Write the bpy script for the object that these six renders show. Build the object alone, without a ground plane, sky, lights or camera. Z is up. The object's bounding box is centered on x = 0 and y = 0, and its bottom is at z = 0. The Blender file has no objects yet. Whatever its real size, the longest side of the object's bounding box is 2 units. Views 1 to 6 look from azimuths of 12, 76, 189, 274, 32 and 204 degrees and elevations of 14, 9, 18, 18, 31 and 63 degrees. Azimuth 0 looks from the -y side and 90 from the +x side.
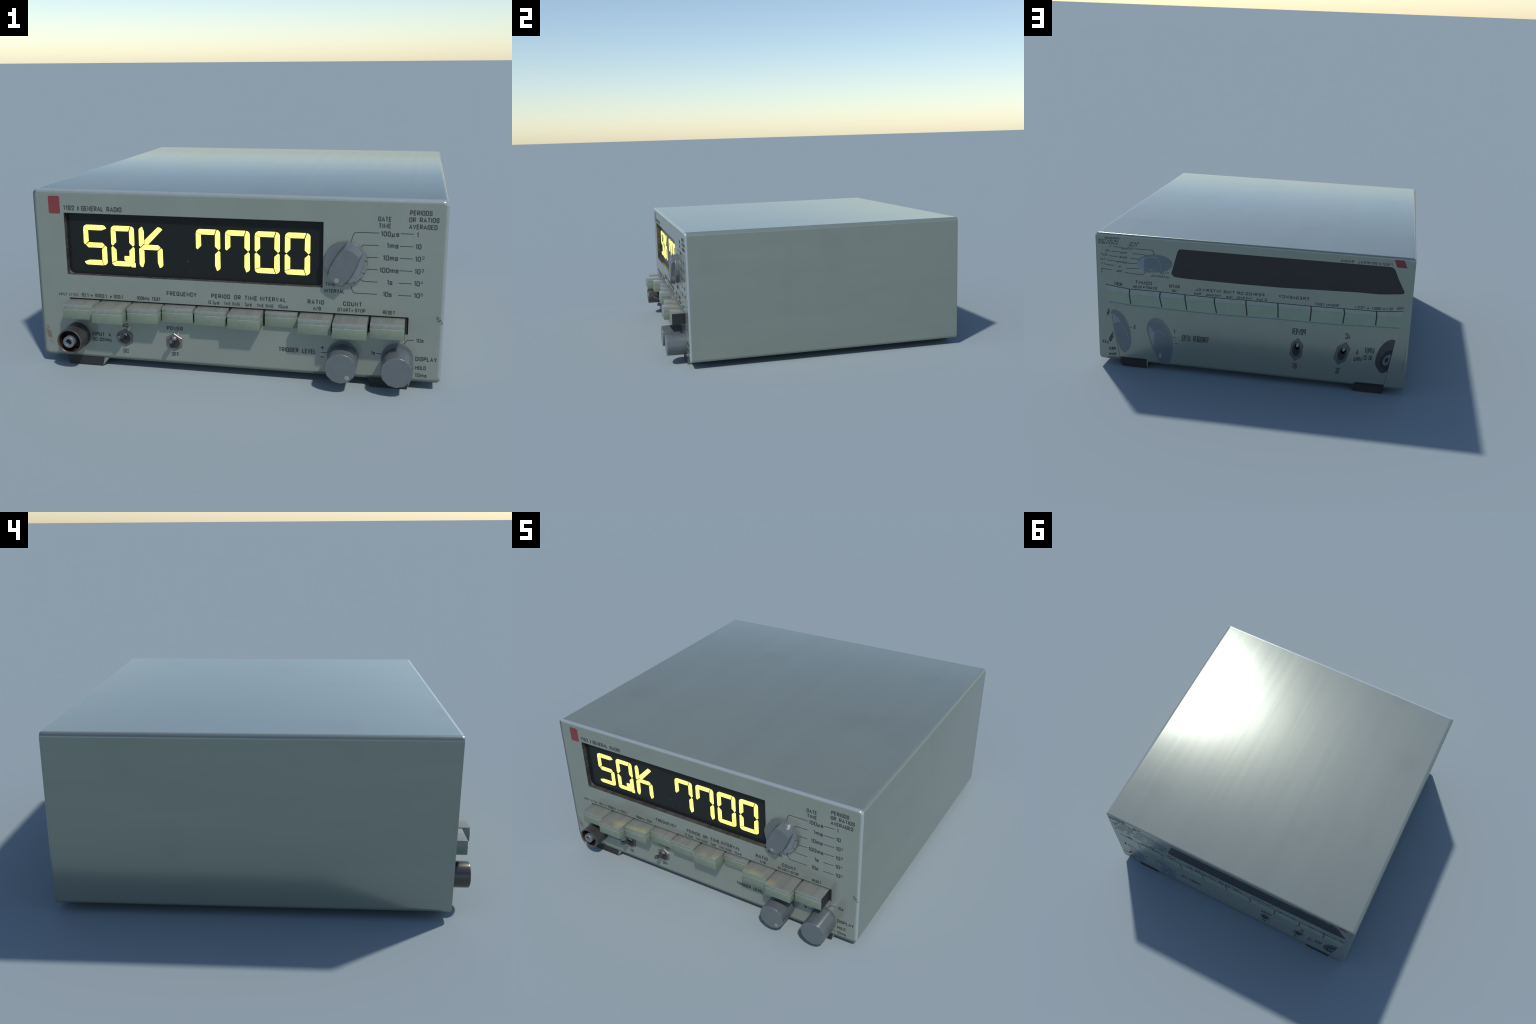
# Bench frequency counter: painted steel case, display window with glowing segments,
# ten push buttons, rotary selector, two control knobs, coaxial input and toggle switches.
import bpy, bmesh, math
from mathutils import Vector, Matrix

# ------------------------------------------------------------------ frame
XH = 0.9780                    # half width
Z0, Z1 = 0.0410, 0.8876        # underside and top of the case
YF, YB = -0.870, 0.9988         # front and back faces
CORNER = 0.024                 # radius of the long case edges
DISPLAY_Y = -0.842

scene = bpy.context.scene
coll = scene.collection

# ------------------------------------------------------------------ node helpers
class Nodes:
    def __init__(self, name):
        self.mat = bpy.data.materials.new(name)
        self.mat.use_nodes = True
        self.t = self.mat.node_tree
        self.bsdf = self.t.nodes["Principled BSDF"]
        self._co = None

    def link(self, a, b):
        self.t.links.new(a, b)

    def put(self, sock, v):
        if hasattr(v, "is_linked") or isinstance(v, bpy.types.NodeSocket):
            self.link(v, sock)
        elif isinstance(v, (tuple, list)) and len(v) == 3 and sock.type == "RGBA":
            sock.default_value = (*v, 1)
        else:
            sock.default_value = v

    def set(self, **kw):
        for k, v in kw.items():
            self.put(self.bsdf.inputs[k.replace("_", " ")], v)
        return self

    @property
    def co(self):
        if self._co is None:
            self._co = self.t.nodes.new("ShaderNodeTexCoord").outputs["Object"]
        return self._co

    def mapped(self, scale=(1, 1, 1), loc=(0, 0, 0), rot=(0, 0, 0)):
        n = self.t.nodes.new("ShaderNodeMapping")
        self.link(self.co, n.inputs["Vector"])
        n.inputs["Scale"].default_value = scale
        n.inputs["Location"].default_value = loc
        n.inputs["Rotation"].default_value = rot
        return n.outputs[0]

    def noise(self, scale, detail=3.0, rough=0.55, vec=None):
        n = self.t.nodes.new("ShaderNodeTexNoise")
        self.link(vec or self.co, n.inputs["Vector"])
        n.inputs["Scale"].default_value = scale
        n.inputs["Detail"].default_value = detail
        n.inputs["Roughness"].default_value = rough
        return n.outputs["Fac"]

    def voronoi(self, scale, vec=None):
        n = self.t.nodes.new("ShaderNodeTexVoronoi")
        self.link(vec or self.co, n.inputs["Vector"])
        n.inputs["Scale"].default_value = scale
        return n.outputs["Distance"], n.outputs["Color"]

    def ramp(self, fac, *stops):
        n = self.t.nodes.new("ShaderNodeValToRGB")
        self.link(fac, n.inputs[0])
        e = n.color_ramp.elements
        while len(e) < len(stops):
            e.new(0.5)
        for el, (p, c) in zip(e, stops):
            el.position = p
            el.color = (*c, 1) if isinstance(c, (tuple, list)) else (c, c, c, 1)
        return n.outputs[0]

    def mix(self, fac, a, b, mode="MIX"):
        n = self.t.nodes.new("ShaderNodeMix")
        n.data_type, n.blend_type = "RGBA", mode
        self.put(n.inputs[0], fac)
        self.put(n.inputs[6], a)
        self.put(n.inputs[7], b)
        return n.outputs[2]

    def math(self, op, a, b=0.0, c=0.0, clamp=False):
        n = self.t.nodes.new("ShaderNodeMath")
        n.operation, n.use_clamp = op, clamp
        for s, v in zip(n.inputs, (a, b, c)):
            self.put(s, v)
        return n.outputs[0]

    def remap(self, v, a, b, c, d):
        n = self.t.nodes.new("ShaderNodeMapRange")
        n.clamp = True
        for s, x in zip(n.inputs, (v, a, b, c, d)):
            self.put(s, x)
        return n.outputs[0]

    def blob(self, centre, size, angle=0.0):
        """soft elliptical mask in the x-z plane"""
        m = self.t.nodes.new("ShaderNodeVectorMath")
        m.operation = "SUBTRACT"
        self.link(self.co, m.inputs[0])
        m.inputs[1].default_value = (centre[0], 0, centre[1])
        r = self.t.nodes.new("ShaderNodeMapping")
        r.inputs["Rotation"].default_value = (0, angle, 0)
        r.inputs["Scale"].default_value = (1, 0, 1)
        self.link(m.outputs[0], r.inputs["Vector"])
        s = self.t.nodes.new("ShaderNodeVectorMath")
        s.operation = "DIVIDE"
        self.link(r.outputs[0], s.inputs[0])
        s.inputs[1].default_value = (size[0], 1, size[1])
        l = self.t.nodes.new("ShaderNodeVectorMath")
        l.operation = "LENGTH"
        self.link(s.outputs[0], l.inputs[0])
        return self.remap(l.outputs["Value"], 0.4, 1.0, 1.0, 0.0)

    def bump(self, height, strength=0.1, distance=0.002, radius=None):
        if not strength:
            self.link(self.bevel(radius), self.bsdf.inputs["Normal"])
            return
        n = self.t.nodes.new("ShaderNodeBump")
        n.inputs["Strength"].default_value = strength
        n.inputs["Distance"].default_value = distance
        self.link(height, n.inputs["Height"])
        if radius:
            self.link(self.bevel(radius), n.inputs["Normal"])
        self.link(n.outputs[0], self.bsdf.inputs["Normal"])

    def bevel(self, radius):
        n = self.t.nodes.new("ShaderNodeBevel")
        n.samples = 6
        n.inputs["Radius"].default_value = radius
        return n.outputs[0]


PAINT = (0.292, 0.328, 0.286)
PAINT_DARK = (0.280, 0.314, 0.275)
PAINT_METAL, PAINT_ROUGH = 0.50, 0.20


def paint(name, marks=False, edge=None, streak=True, rust_at=None):
    """semi gloss grey-green enamel with faint streaks, optional dirt marks with a painted rim highlight"""
    m = Nodes(name)
    soft = m.noise(1.0, 4.0, 0.5, m.mapped((7.0, 0.7, 5.0)))
    col = m.mix(m.remap(soft, 0.35, 0.65, 0, 1), PAINT_DARK, PAINT)
    fine = m.noise(60.0, 2.0)
    col = m.mix(m.remap(fine, 0.3, 0.7, 0.0, 0.05), col, (0.24, 0.275, 0.26))
    if streak:
        smudge = m.remap(m.noise(2.6, 2.0, 0.45, m.mapped((1, 1, 1), (4.2, 1.3, 2.7))), 0.60, 0.74, 0.0, 0.16)
        col = m.mix(smudge, col, (0.17, 0.20, 0.19))
        grain = m.noise(1.0, 4.0, 0.6, m.mapped((34.0, 0.5, 34.0)))
        m.set(Roughness=m.remap(grain, 0.25, 0.75, PAINT_ROUGH - 0.007, PAINT_ROUGH + 0.007))
    else:
        m.set(Roughness=m.remap(fine, 0.2, 0.8, PAINT_ROUGH - 0.01, PAINT_ROUGH + 0.02))
    if rust_at:
        rub = m.math("MULTIPLY", m.blob(rust_at, (0.008, 0.045), 0.1), m.remap(m.noise(60.0, 4.0), 0.40, 0.54, 0, 0.8))
        col = m.mix(rub, col, (0.20, 0.145, 0.095))
    if marks:
        # baked highlight painted as a pale band along the top and right rim
        sep = m.t.nodes.new("ShaderNodeSeparateXYZ")
        m.link(m.co, sep.inputs[0])
        wob = m.math("MULTIPLY", m.math("SUBTRACT", m.noise(30.0, 3.0), 0.5), 0.004)
        rim = m.math("MAXIMUM", m.math("SUBTRACT", sep.outputs["X"], XH), m.math("SUBTRACT", sep.outputs["Z"], Z1))
        cut = m.math("SUBTRACT", m.math("ADD", sep.outputs["X"], sep.outputs["Z"]), XH + Z1 - 0.0145)
        rim_shine = m.remap(m.math("ADD", m.math("MAXIMUM", rim, cut), wob), -0.014, -0.004, 0.0, 1.0)
        col = m.mix(m.math("MULTIPLY", rim_shine, 0.72), col, (0.50, 0.56, 0.58))
        # stray dark specks
        d, c = m.voronoi(9.0, m.mapped((1, 0, 1), (0.37, 0, 0.21)))
        keep = m.math("GREATER_THAN", m.noise(2.3, 1.0), 0.53)
        speck = m.math("MULTIPLY", m.remap(d, 0.022, 0.045, 0.75, 0.0), keep)
        col = m.mix(speck, col, (0.10, 0.115, 0.11))
        # rusty rub near the lower left edge and dark scuff near the right edge
        rust = m.math("MULTIPLY", m.blob((-0.9455, 0.152), (0.018, 0.060), 0.20), m.remap(m.noise(60.0, 4.0), 0.38, 0.52, 0, 0.8))
        col = m.mix(rust, col, (0.20, 0.145, 0.095))
        scuff = m.math("MULTIPLY", m.blob((0.959, 0.340), (0.011, 0.030), 0.65), m.remap(m.noise(110.0, 3.0), 0.47, 0.53, 0, 0.85))
        col = m.mix(scuff, col, (0.06, 0.07, 0.065))
        chip = m.math("MULTIPLY", m.blob((-0.962, 0.872), (0.014, 0.011), 0.5), m.remap(m.noise(80.0, 3.0), 0.5, 0.54, 0, 0.9))
        col = m.mix(chip, col, (0.05, 0.055, 0.05))
        chip2 = m.math("MULTIPLY", m.blob((-0.868, 0.879), (0.014, 0.004), 0.0), m.remap(m.noise(75.0, 3.0), 0.45, 0.54, 0, 0.8))
        col = m.mix(chip2, col, (0.08, 0.085, 0.08))
    m.set(Base_Color=col, Metallic=PAINT_METAL)
    if edge:
        m.bump(fine, 0.0, 0.001, edge)
    return m.mat


def plain(name, col, rough=0.5, metal=0.0, vary=0.12, scale=40.0, **kw):
    m = Nodes(name)
    n = m.noise(scale, 3.0)
    c = m.mix(m.remap(n, 0.3, 0.7, 0, 1), tuple(v * (1 - vary) for v in col), tuple(min(1, v * (1 + vary)) for v in col))
    m.set(Base_Color=c, Roughness=rough, Metallic=metal, **kw)
    return m.mat


def streaked(name, dark, light, scale, rough, metal):
    """stretched streaky grain; scale stretches the noise per axis"""
    m = Nodes(name)
    n = m.noise(1.0, 5.0, 0.65, m.mapped(scale))
    broad = m.noise(1.0, 2.0, 0.5, m.mapped(tuple(s * 0.22 for s in scale), (3.1, 1.7, 0.4)))
    f = m.math("ADD", m.math("MULTIPLY", n, 0.6), m.math("MULTIPLY", broad, 0.4))
    m.set(Base_Color=m.ramp(f, (0.36, dark), (0.62, light)), Roughness=m.remap(n, 0.3, 0.7, rough - 0.04, rough + 0.05), Metallic=metal)
    return m.mat


M = {}
M["case"] = paint("enamel_case")
M["panel"] = paint("enamel_panel", marks=True, streak=False)
M["back"] = paint("enamel_back", streak=False, rust_at=(-0.954, 0.198))
M["groove"] = plain("groove_shadow_gap", (0.05, 0.055, 0.055), 0.8)
M["ink"] = plain("printed_ink", (0.030, 0.036, 0.038), 0.5, 0.0, 0.1)
M["ink_bold"] = plain("printed_ink_bold", (0.026, 0.031, 0.033), 0.5, 0.0, 0.1)
M["red"] = plain("red_badge_paint", (0.185, 0.036, 0.040), 0.40, 0.1, 0.06)
M["glass"] = Nodes("display_glass").set(Base_Color=(0.0105, 0.0125, 0.0130), Roughness=0.22, Specular_IOR_Level=0.28).mat
M["amber"] = plain("amber_spot", (0.032, 0.024, 0.014), 0.4)
glow = Nodes("segment_glow").set(Base_Color=(0.02, 0.02, 0.01), Roughness=0.5)
glow.set(Emission_Color=(1.0, 0.93, 0.135), Emission_Strength=2.25)
M["glow"] = glow.mat
M["bezel"] = streaked("bezel_metal", (0.052, 0.051, 0.046), (0.118, 0.115, 0.104), (30, 1.5, 55), 0.28, 0.4)
M["bezel_corner"] = plain("bezel_corner", (0.16, 0.175, 0.155), 0.4, 0.3)
M["pocket"] = plain("button_pocket", (0.012, 0.013, 0.014), 0.7)
M["key_green"] = plain("key_green", (0.165, 0.208, 0.160), 0.40, 0.2, 0.06, 25.0)
M["key_upper"] = plain("key_upper", (0.212, 0.248, 0.220), 0.38, 0.25, 0.10, 50.0)
M["key_top"] = streaked("key_top_streaks", (0.212, 0.218, 0.198), (0.264, 0.270, 0.247), (70, 1.0, 5), 0.28, 0.45)  # streaks copy the stretched texture of the original key tops
M["key_side"] = plain("key_side_black", (0.014, 0.016, 0.017), 0.55)
mk = Nodes("key_highlight_line")  # highlight line painted across the key fronts, mottled cream and brown
mk.set(Base_Color=mk.ramp(mk.noise(55.0, 3.0), (0.42, (0.22, 0.275, 0.235)), (0.60, (0.33, 0.31, 0.24))), Roughness=0.45, Metallic=0.2)
M["key_line"] = mk.mat
M["knob"] = plain("knob_grey", (0.125, 0.146, 0.156), 0.27, 0.28, 0.05, 30.0)
M["knob_light"] = plain("knob_grey_light", (0.175, 0.203, 0.226), 0.30, 0.25, 0.05, 30.0)
M["skirt_mark"] = plain("knob_scale_ring", (0.190, 0.205, 0.200), 0.4, 0.3, 0.05)
M["dot"] = plain("pointer_dot", (0.215, 0.230, 0.205), 0.5, 0.1, 0.1, 80.0)
M["bnc"] = streaked("connector_shell", (0.066, 0.062, 0.060), (0.115, 0.107, 0.102), (60, 1.0, 60), 0.30, 0.55)
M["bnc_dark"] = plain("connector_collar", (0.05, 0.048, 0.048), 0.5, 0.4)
M["bnc_in"] = plain("connector_bore", (0.045, 0.028, 0.020), 0.45, 0.5)
M["pin"] = plain("connector_sleeve", (0.135, 0.158, 0.175), 0.3, 0.25, 0.06)
M["nut"] = plain("nut_metal", (0.185, 0.170, 0.150), 0.33, 0.6, 0.2, 60.0)
M["nut_dark"] = plain("bushing_dark", (0.035, 0.038, 0.045), 0.4, 0.4)
M["lever"] = plain("lever_steel", (0.14, 0.14, 0.145), 0.26, 0.8, 0.15)
M["chrome"] = plain("dome_steel", (0.30, 0.325, 0.35), 0.22, 0.8, 0.05)
M["rubber"] = plain("foot_black", (0.017, 0.0185, 0.0185), 0.6, 0.0, 0.15)
M["foot_side"] = plain("foot_side_paint", (0.20, 0.25, 0.22), 0.4, 0.3)
M["print_black"] = plain("printed_black", (0.014, 0.017, 0.020), 0.35, 0.0, 0.08, 6.0)
M["print_hole"] = plain("printed_dark_bore", (0.010, 0.013, 0.018), 0.4)
M["print_key"] = plain("printed_key_green", (0.262, 0.338, 0.268), PAINT_ROUGH, 0.35, 0.05, 12.0)
M["print_key_upper"] = plain("printed_key_upper", (0.305, 0.350, 0.325), PAINT_ROUGH, 0.4, 0.05, 20.0)
M["print_knob"] = plain("printed_knob", (0.148, 0.180, 0.205), PAINT_ROUGH, 0.35, 0.05, 10.0)
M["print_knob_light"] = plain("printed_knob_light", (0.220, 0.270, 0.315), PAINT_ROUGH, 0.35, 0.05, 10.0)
M["print_metal"] = plain("printed_metal", (0.125, 0.130, 0.125), PAINT_ROUGH, 0.35, 0.1, 30.0)
M["print_shell"] = plain("printed_shell", (0.062, 0.063, 0.066), PAINT_ROUGH, 0.35, 0.1, 30.0)
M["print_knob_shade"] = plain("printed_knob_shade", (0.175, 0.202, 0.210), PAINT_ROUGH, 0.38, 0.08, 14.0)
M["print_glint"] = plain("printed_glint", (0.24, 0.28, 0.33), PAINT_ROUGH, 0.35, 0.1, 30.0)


# ------------------------------------------------------------------ object helpers
def add(name, mesh, parent, *mats):
    o = bpy.data.objects.new(name, mesh)
    for m in mats:
        if m.name not in [x.name for x in mesh.materials if x]:
            mesh.materials.append(m)
    coll.objects.link(o)
    o.parent = parent
    return o


def finish(bm, name, angle=35.0):
    bmesh.ops.recalc_face_normals(bm, faces=bm.faces)
    for f in bm.faces:
        f.smooth = True
    lim = math.radians(angle)
    for e in bm.edges:
        e.smooth = len(e.link_faces) == 2 and e.calc_face_angle(0) < lim
    me = bpy.data.meshes.new(name)
    bm.to_mesh(me)
    bm.free()
    return me


def slab_bm(bm, pts, y0, y1):
    """solid plate with outline pts (x, z) between y0 and y1"""
    a = [bm.verts.new((x, y0, z)) for x, z in pts]
    b = [bm.verts.new((x, y1, z)) for x, z in pts]
    n = len(pts)
    bm.faces.new(a)
    bm.faces.new(b)
    for i in range(n):
        bm.faces.new((a[i], a[(i + 1) % n], b[(i + 1) % n], b[i]))


def slab(name, pts, y0, y1, mat, parent, bevel=0.0, smooth=35.0):
    bm = bmesh.new()
    slab_bm(bm, pts, y0, y1)
    if bevel:
        bmesh.ops.bevel(bm, geom=bm.edges[:], offset=bevel, segments=2, affect="EDGES", profile=0.5)
    return add(name, finish(bm, name, smooth), parent, mat)


def box(name, x, y, z, mat, parent, bevel=0.0):
    return slab(name, [(x[0], z[0]), (x[1], z[0]), (x[1], z[1]), (x[0], z[1])], y[0], y[1], mat, parent, bevel)


def rounded_rect(x0, x1, z0, z1, r, seg=4):
    if not isinstance(r, (list, tuple)):
        r = [r] * 4
    out = []
    for (cx, cz, a0), rr in zip(((x1, z0, -90), (x1, z1, 0), (x0, z1, 90), (x0, z0, 180)), r):
        sx, sz = (-1 if cx == x1 else 1), (-1 if cz == z1 else 1)
        ox, oz = cx + sx * rr, cz + sz * rr
        for i in range(seg + 1):
            a = math.radians(a0 + 90 * i / seg)
            out.append((ox + rr * math.cos(a), oz + rr * math.sin(a)))
    return out


def ellipse(cx, cz, rx, rz, n=32, tilt=0.0):
    c, s = math.cos(tilt), math.sin(tilt)
    out = []
    for i in range(n):
        a = 2 * math.pi * i / n
        x, z = rx * math.cos(a), rz * math.sin(a)
        out.append((cx + x * c - z * s, cz + x * s + z * c))
    return out


def smooth_path(pts, closed=True, n=6):
    """Catmull-Rom through the control points"""
    out, k = [], len(pts)
    for i in range(k if closed else k - 1):
        p = [Vector(pts[(i + j) % k] if closed else pts[max(0, min(k - 1, i + j))]) for j in (-1, 0, 1, 2)]
        for s in range(n):
            t = s / n
            v = 0.5 * ((2 * p[1]) + (p[2] - p[0]) * t + (2 * p[0] - 5 * p[1] + 4 * p[2] - p[3]) * t * t + (3 * p[1] - p[0] - 3 * p[2] + p[3]) * t ** 3)
            out.append((v.x, v.y))
    if not closed:
        out.append(tuple(pts[-1]))
    return out


def stroke_outline(pts, w):
    """outline of a line of width w with mitred bends"""
    P = [Vector(p) for p in pts]
    L, R = [], []
    for i, p in enumerate(P):
        d0 = (p - P[i - 1]).normalized() if i else (P[1] - p).normalized()
        d1 = (P[i + 1] - p).normalized() if i < len(P) - 1 else d0
        t = (d0 + d1).normalized()
        n = Vector((-t.y, t.x))
        k = min(1.6, 1 / max(0.4, n.dot(Vector((-d0.y, d0.x)))))
        L.append(tuple(p + n * w / 2 * k))
        R.append(tuple(p - n * w / 2 * k))
    return L + R[::-1]


def lathe(bm, profile, n, centre, phase=0.0):
    """profile of (radius, y) turned about the y axis"""
    rings = []
    for r, y in profile:
        if r <= 1e-6:
            rings.append([bm.verts.new((centre[0], y, centre[1]))])
        else:
            rings.append([bm.verts.new((centre[0] + r * math.cos(phase + 2 * math.pi * i / n), y, centre[1] + r * math.sin(phase + 2 * math.pi * i / n))) for i in range(n)])
    for a, b in zip(rings, rings[1:]):
        for i in range(n):
            j = (i + 1) % n
            if len(a) == 1 and len(b) == 1:
                continue
            if len(a) == 1:
                bm.faces.new((a[0], b[i], b[j]))
            elif len(b) == 1:
                bm.faces.new((a[i], a[j], b[0]))
            else:
                bm.faces.new((a[i], a[j], b[j], b[i]))


def turned(name, profile, n, centre, mat, parent, phase=0.0, angle=40.0):
    bm = bmesh.new()
    lathe(bm, profile, n, centre, phase)
    return add(name, finish(bm, name, angle), parent, mat)


def weighted(o):
    m = o.modifiers.new("weighted_normal", "WEIGHTED_NORMAL")
    m.keep_sharp = True
    m.weight = 80
    return o


# ------------------------------------------------------------------ lettering
# condensed grotesque drawn as strokes: each glyph is (width, [strokes]); a stroke is a list of
# (x, y) or (x, y, round) points on a unit box (x across the glyph, y from baseline to cap height),
# a leading "o" closes the stroke into a loop
R = 0.5
BOWL = [(0, 0), (0, 1), (1, 1, R), (1, 0.45, R), (0, 0.45)]
RING = ["o", (0, 0, R), (1, 0, R), (1, 1, R), (0, 1, R)]
X = 0.68                                            # x-height
GLYPHS = {
    "A": (0.50, [[(0, 0), (0.5, 1), (1, 0)], [(0.16, 0.28), (0.84, 0.28)]]),
    "B": (0.44, [[(0.5, 0.53), (0, 0.53), (0, 1), (0.95, 1, R), (0.95, 0.53, R), (0.4, 0.53)], [(0, 0.53), (0, 0), (1, 0, R), (1, 0.53, R), (0.5, 0.53)]]),
    "C": (0.44, [[(1, 0.66), (1, 1, R), (0, 1, R), (0, 0, R), (1, 0, R), (1, 0.34)]]),
    "D": (0.44, [["o", (0, 0), (1, 0, R), (1, 1, R), (0, 1)]]),
    "E": (0.38, [[(1, 1), (0, 1), (0, 0), (1, 0)], [(0, 0.52), (0.88, 0.52)]]),
    "F": (0.37, [[(1, 1), (0, 1), (0, 0)], [(0, 0.50), (0.88, 0.50)]]),
    "G": (0.45, [[(1, 0.68), (1, 1, R), (0, 1, R), (0, 0, R), (1, 0, R), (1, 0.47), (0.52, 0.47)]]),
    "H": (0.44, [[(0, 0), (0, 1)], [(1, 0), (1, 1)], [(0, 0.52), (1, 0.52)]]),
    "I": (0.0, [[(0, 0), (0, 1)]]),
    "K": (0.44, [[(0, 0), (0, 1)], [(1, 1), (0, 0.36)], [(0.36, 0.58), (1, 0)]]),
    "L": (0.36, [[(0, 1), (0, 0), (1, 0)]]),
    "M": (0.56, [[(0, 0), (0, 1), (0.5, 0.18), (1, 1), (1, 0)]]),
    "N": (0.44, [[(0, 0), (0, 1), (1, 0), (1, 1)]]),
    "O": (0.44, [RING]),
    "P": (0.42, [BOWL]),
    "Q": (0.44, [RING, [(0.50, 0.24), (1.08, -0.06)]]),
    "R": (0.44, [BOWL, [(0.48, 0.45), (1, 0)]]),
    "S": (0.42, [[(1, 0.70), (1, 1, R), (0, 1, R), (0, 0.54, R), (1, 0.50, R), (1, 0, R), (0, 0, R), (0, 0.30)]]),
    "T": (0.42, [[(0, 1), (1, 1)], [(0.5, 1), (0.5, 0)]]),
    "U": (0.44, [[(0, 1), (0, 0, R), (1, 0, R), (1, 1)]]),
    "V": (0.48, [[(0, 1), (0.5, 0), (1, 1)]]),
    "W": (0.70, [[(0, 1), (0.24, 0), (0.5, 0.92), (0.76, 0), (1, 1)]]),
    "Y": (0.48, [[(0, 1), (0.5, 0.44), (1, 1)], [(0.5, 0.44), (0.5, 0)]]),
    "k": (0.36, [[(0, 0), (0, 1)], [(0.95, X), (0, 0.24)], [(0.35, 0.40), (1, 0)]]),
    "m": (0.58, [[(0, 0), (0, X)], [(0, X - 0.14), (0.08, X), (0.5, X, 0.3), (0.5, 0)], [(0.5, X - 0.14), (0.58, X), (1, X, 0.3), (1, 0)]]),
    "s": (0.36, [[(1, 0.50), (1, X, R), (0, X, R), (0, 0.37, R), (1, 0.34, R), (1, 0, R), (0, 0, R), (0, 0.19)]]),
    "z": (0.32, [[(0, X - 0.06), (1, X - 0.06), (0, 0), (1, 0)]]),
    "\u00b5": (0.46, [[(-0.12, -0.26), (0.22, X)], [(0.10, 0.20), (0.06, 0, 0.3), (0.62, 0, 0.4), (0.88, X)], [(0.70, 0.16), (0.78, 0), (0.98, 0.04)]]),
    "0": (0.42, [RING]),
    "1": (0.17, [[(0, 0.80), (1, 1), (1, 0)]]),
    "2": (0.42, [[(0, 0.68), (0, 1, R), (1, 1, R), (1, 0.58), (0, 0), (1, 0)]]),
    "3": (0.42, [[(0, 0.74), (0, 1, R), (1, 1, R), (1, 0.53, R), (0.4, 0.53)], [(0.6, 0.53), (1, 0.53, R), (1, 0, R), (0, 0, R), (0, 0.27)]]),
    "4": (0.46, [[(0.74, 0), (0.74, 1), (0, 0.28), (1.06, 0.28)]]),
    "5": (0.42, [[(0.95, 1), (0.08, 1), (0, 0.50), (0.2, 0.60), (1, 0.62, R), (1, 0, R), (0, 0, R), (0, 0.24)]]),
    "9": (0.42, [["o", (0, 0.42, R), (1, 0.42, R), (1, 1, R), (0, 1, R)], [(1, 0.72), (1, 0, R), (0, 0, R), (0, 0.22)]]),
    ":": (0.0, [[(0, 0.06), (0, 0.16)], [(0, 0.52), (0, 0.62)]]),
    ".": (0.0, [[(0, 0), (0, 0.10)]]),
    "-": (0.22, [[(0, 0.40), (1, 0.40)]]),
    "/": (0.34, [[(0, -0.02), (1, 1.04)]]),
}


def rounded_corners(pts, closed, width):
    """replace corners that carry a rounding by short arcs (quadratic blends) in glyph units"""
    P = [(p[0] * width, p[1], (p[2] * width if len(p) > 2 else 0.0)) for p in pts]
    out, n = [], len(P)
    for i, (x, y, r) in enumerate(P):
        if not r or (not closed and i in (0, n - 1)):
            out.append(Vector((x, y)))
            continue
        c = Vector((x, y))
        a, b = Vector(P[i - 1][:2]), Vector(P[(i + 1) % n][:2])
        ra, rb = min(r * 1.15, (a - c).length / 2), min(r * 1.15, (b - c).length / 2)
        p, q = c + (a - c).normalized() * ra, c + (b - c).normalized() * rb
        for t in (0, 0.2, 0.4, 0.6, 0.8, 1):
            arc = p.lerp(c, t).lerp(c.lerp(q, t), t)
            out.append(arc.lerp(c, 0.14 * 4 * t * (1 - t)))
    clean = [out[0]]
    for v in out[1:]:
        if (v - clean[-1]).length > 1e-4:
            clean.append(v)
    return clean


def stroke_solid(bm, P, w, closed, y0, y1):
    n = len(P)
    rows = []
    for i, p in enumerate(P):
        d0 = (p - P[i - 1]).normalized() if (i or closed) else (P[1] - p).normalized()
        d1 = (P[(i + 1) % n] - p).normalized() if (i < n - 1 or closed) else d0
        t = d0 + d1
        t = t.normalized() if t.length > 1e-5 else d1
        nrm = Vector((-t.y, t.x))
        k = min(1.7, 1 / max(0.3, abs(nrm.dot(Vector((-d0.y, d0.x))))))
        l, r = p + nrm * (w / 2 * k), p - nrm * (w / 2 * k)
        rows.append([bm.verts.new((l.x, y1, l.y)), bm.verts.new((r.x, y1, r.y)), bm.verts.new((r.x, y0, r.y)), bm.verts.new((l.x, y0, l.y))])
    for i in range(n if closed else n - 1):
        a, b = rows[i], rows[(i + 1) % n]
        for j in range(4):
            bm.faces.new((a[j], a[(j + 1) % 4], b[(j + 1) % 4], b[j]))
    if not closed:
        bm.faces.new(rows[0])
        bm.faces.new(rows[-1])


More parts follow.
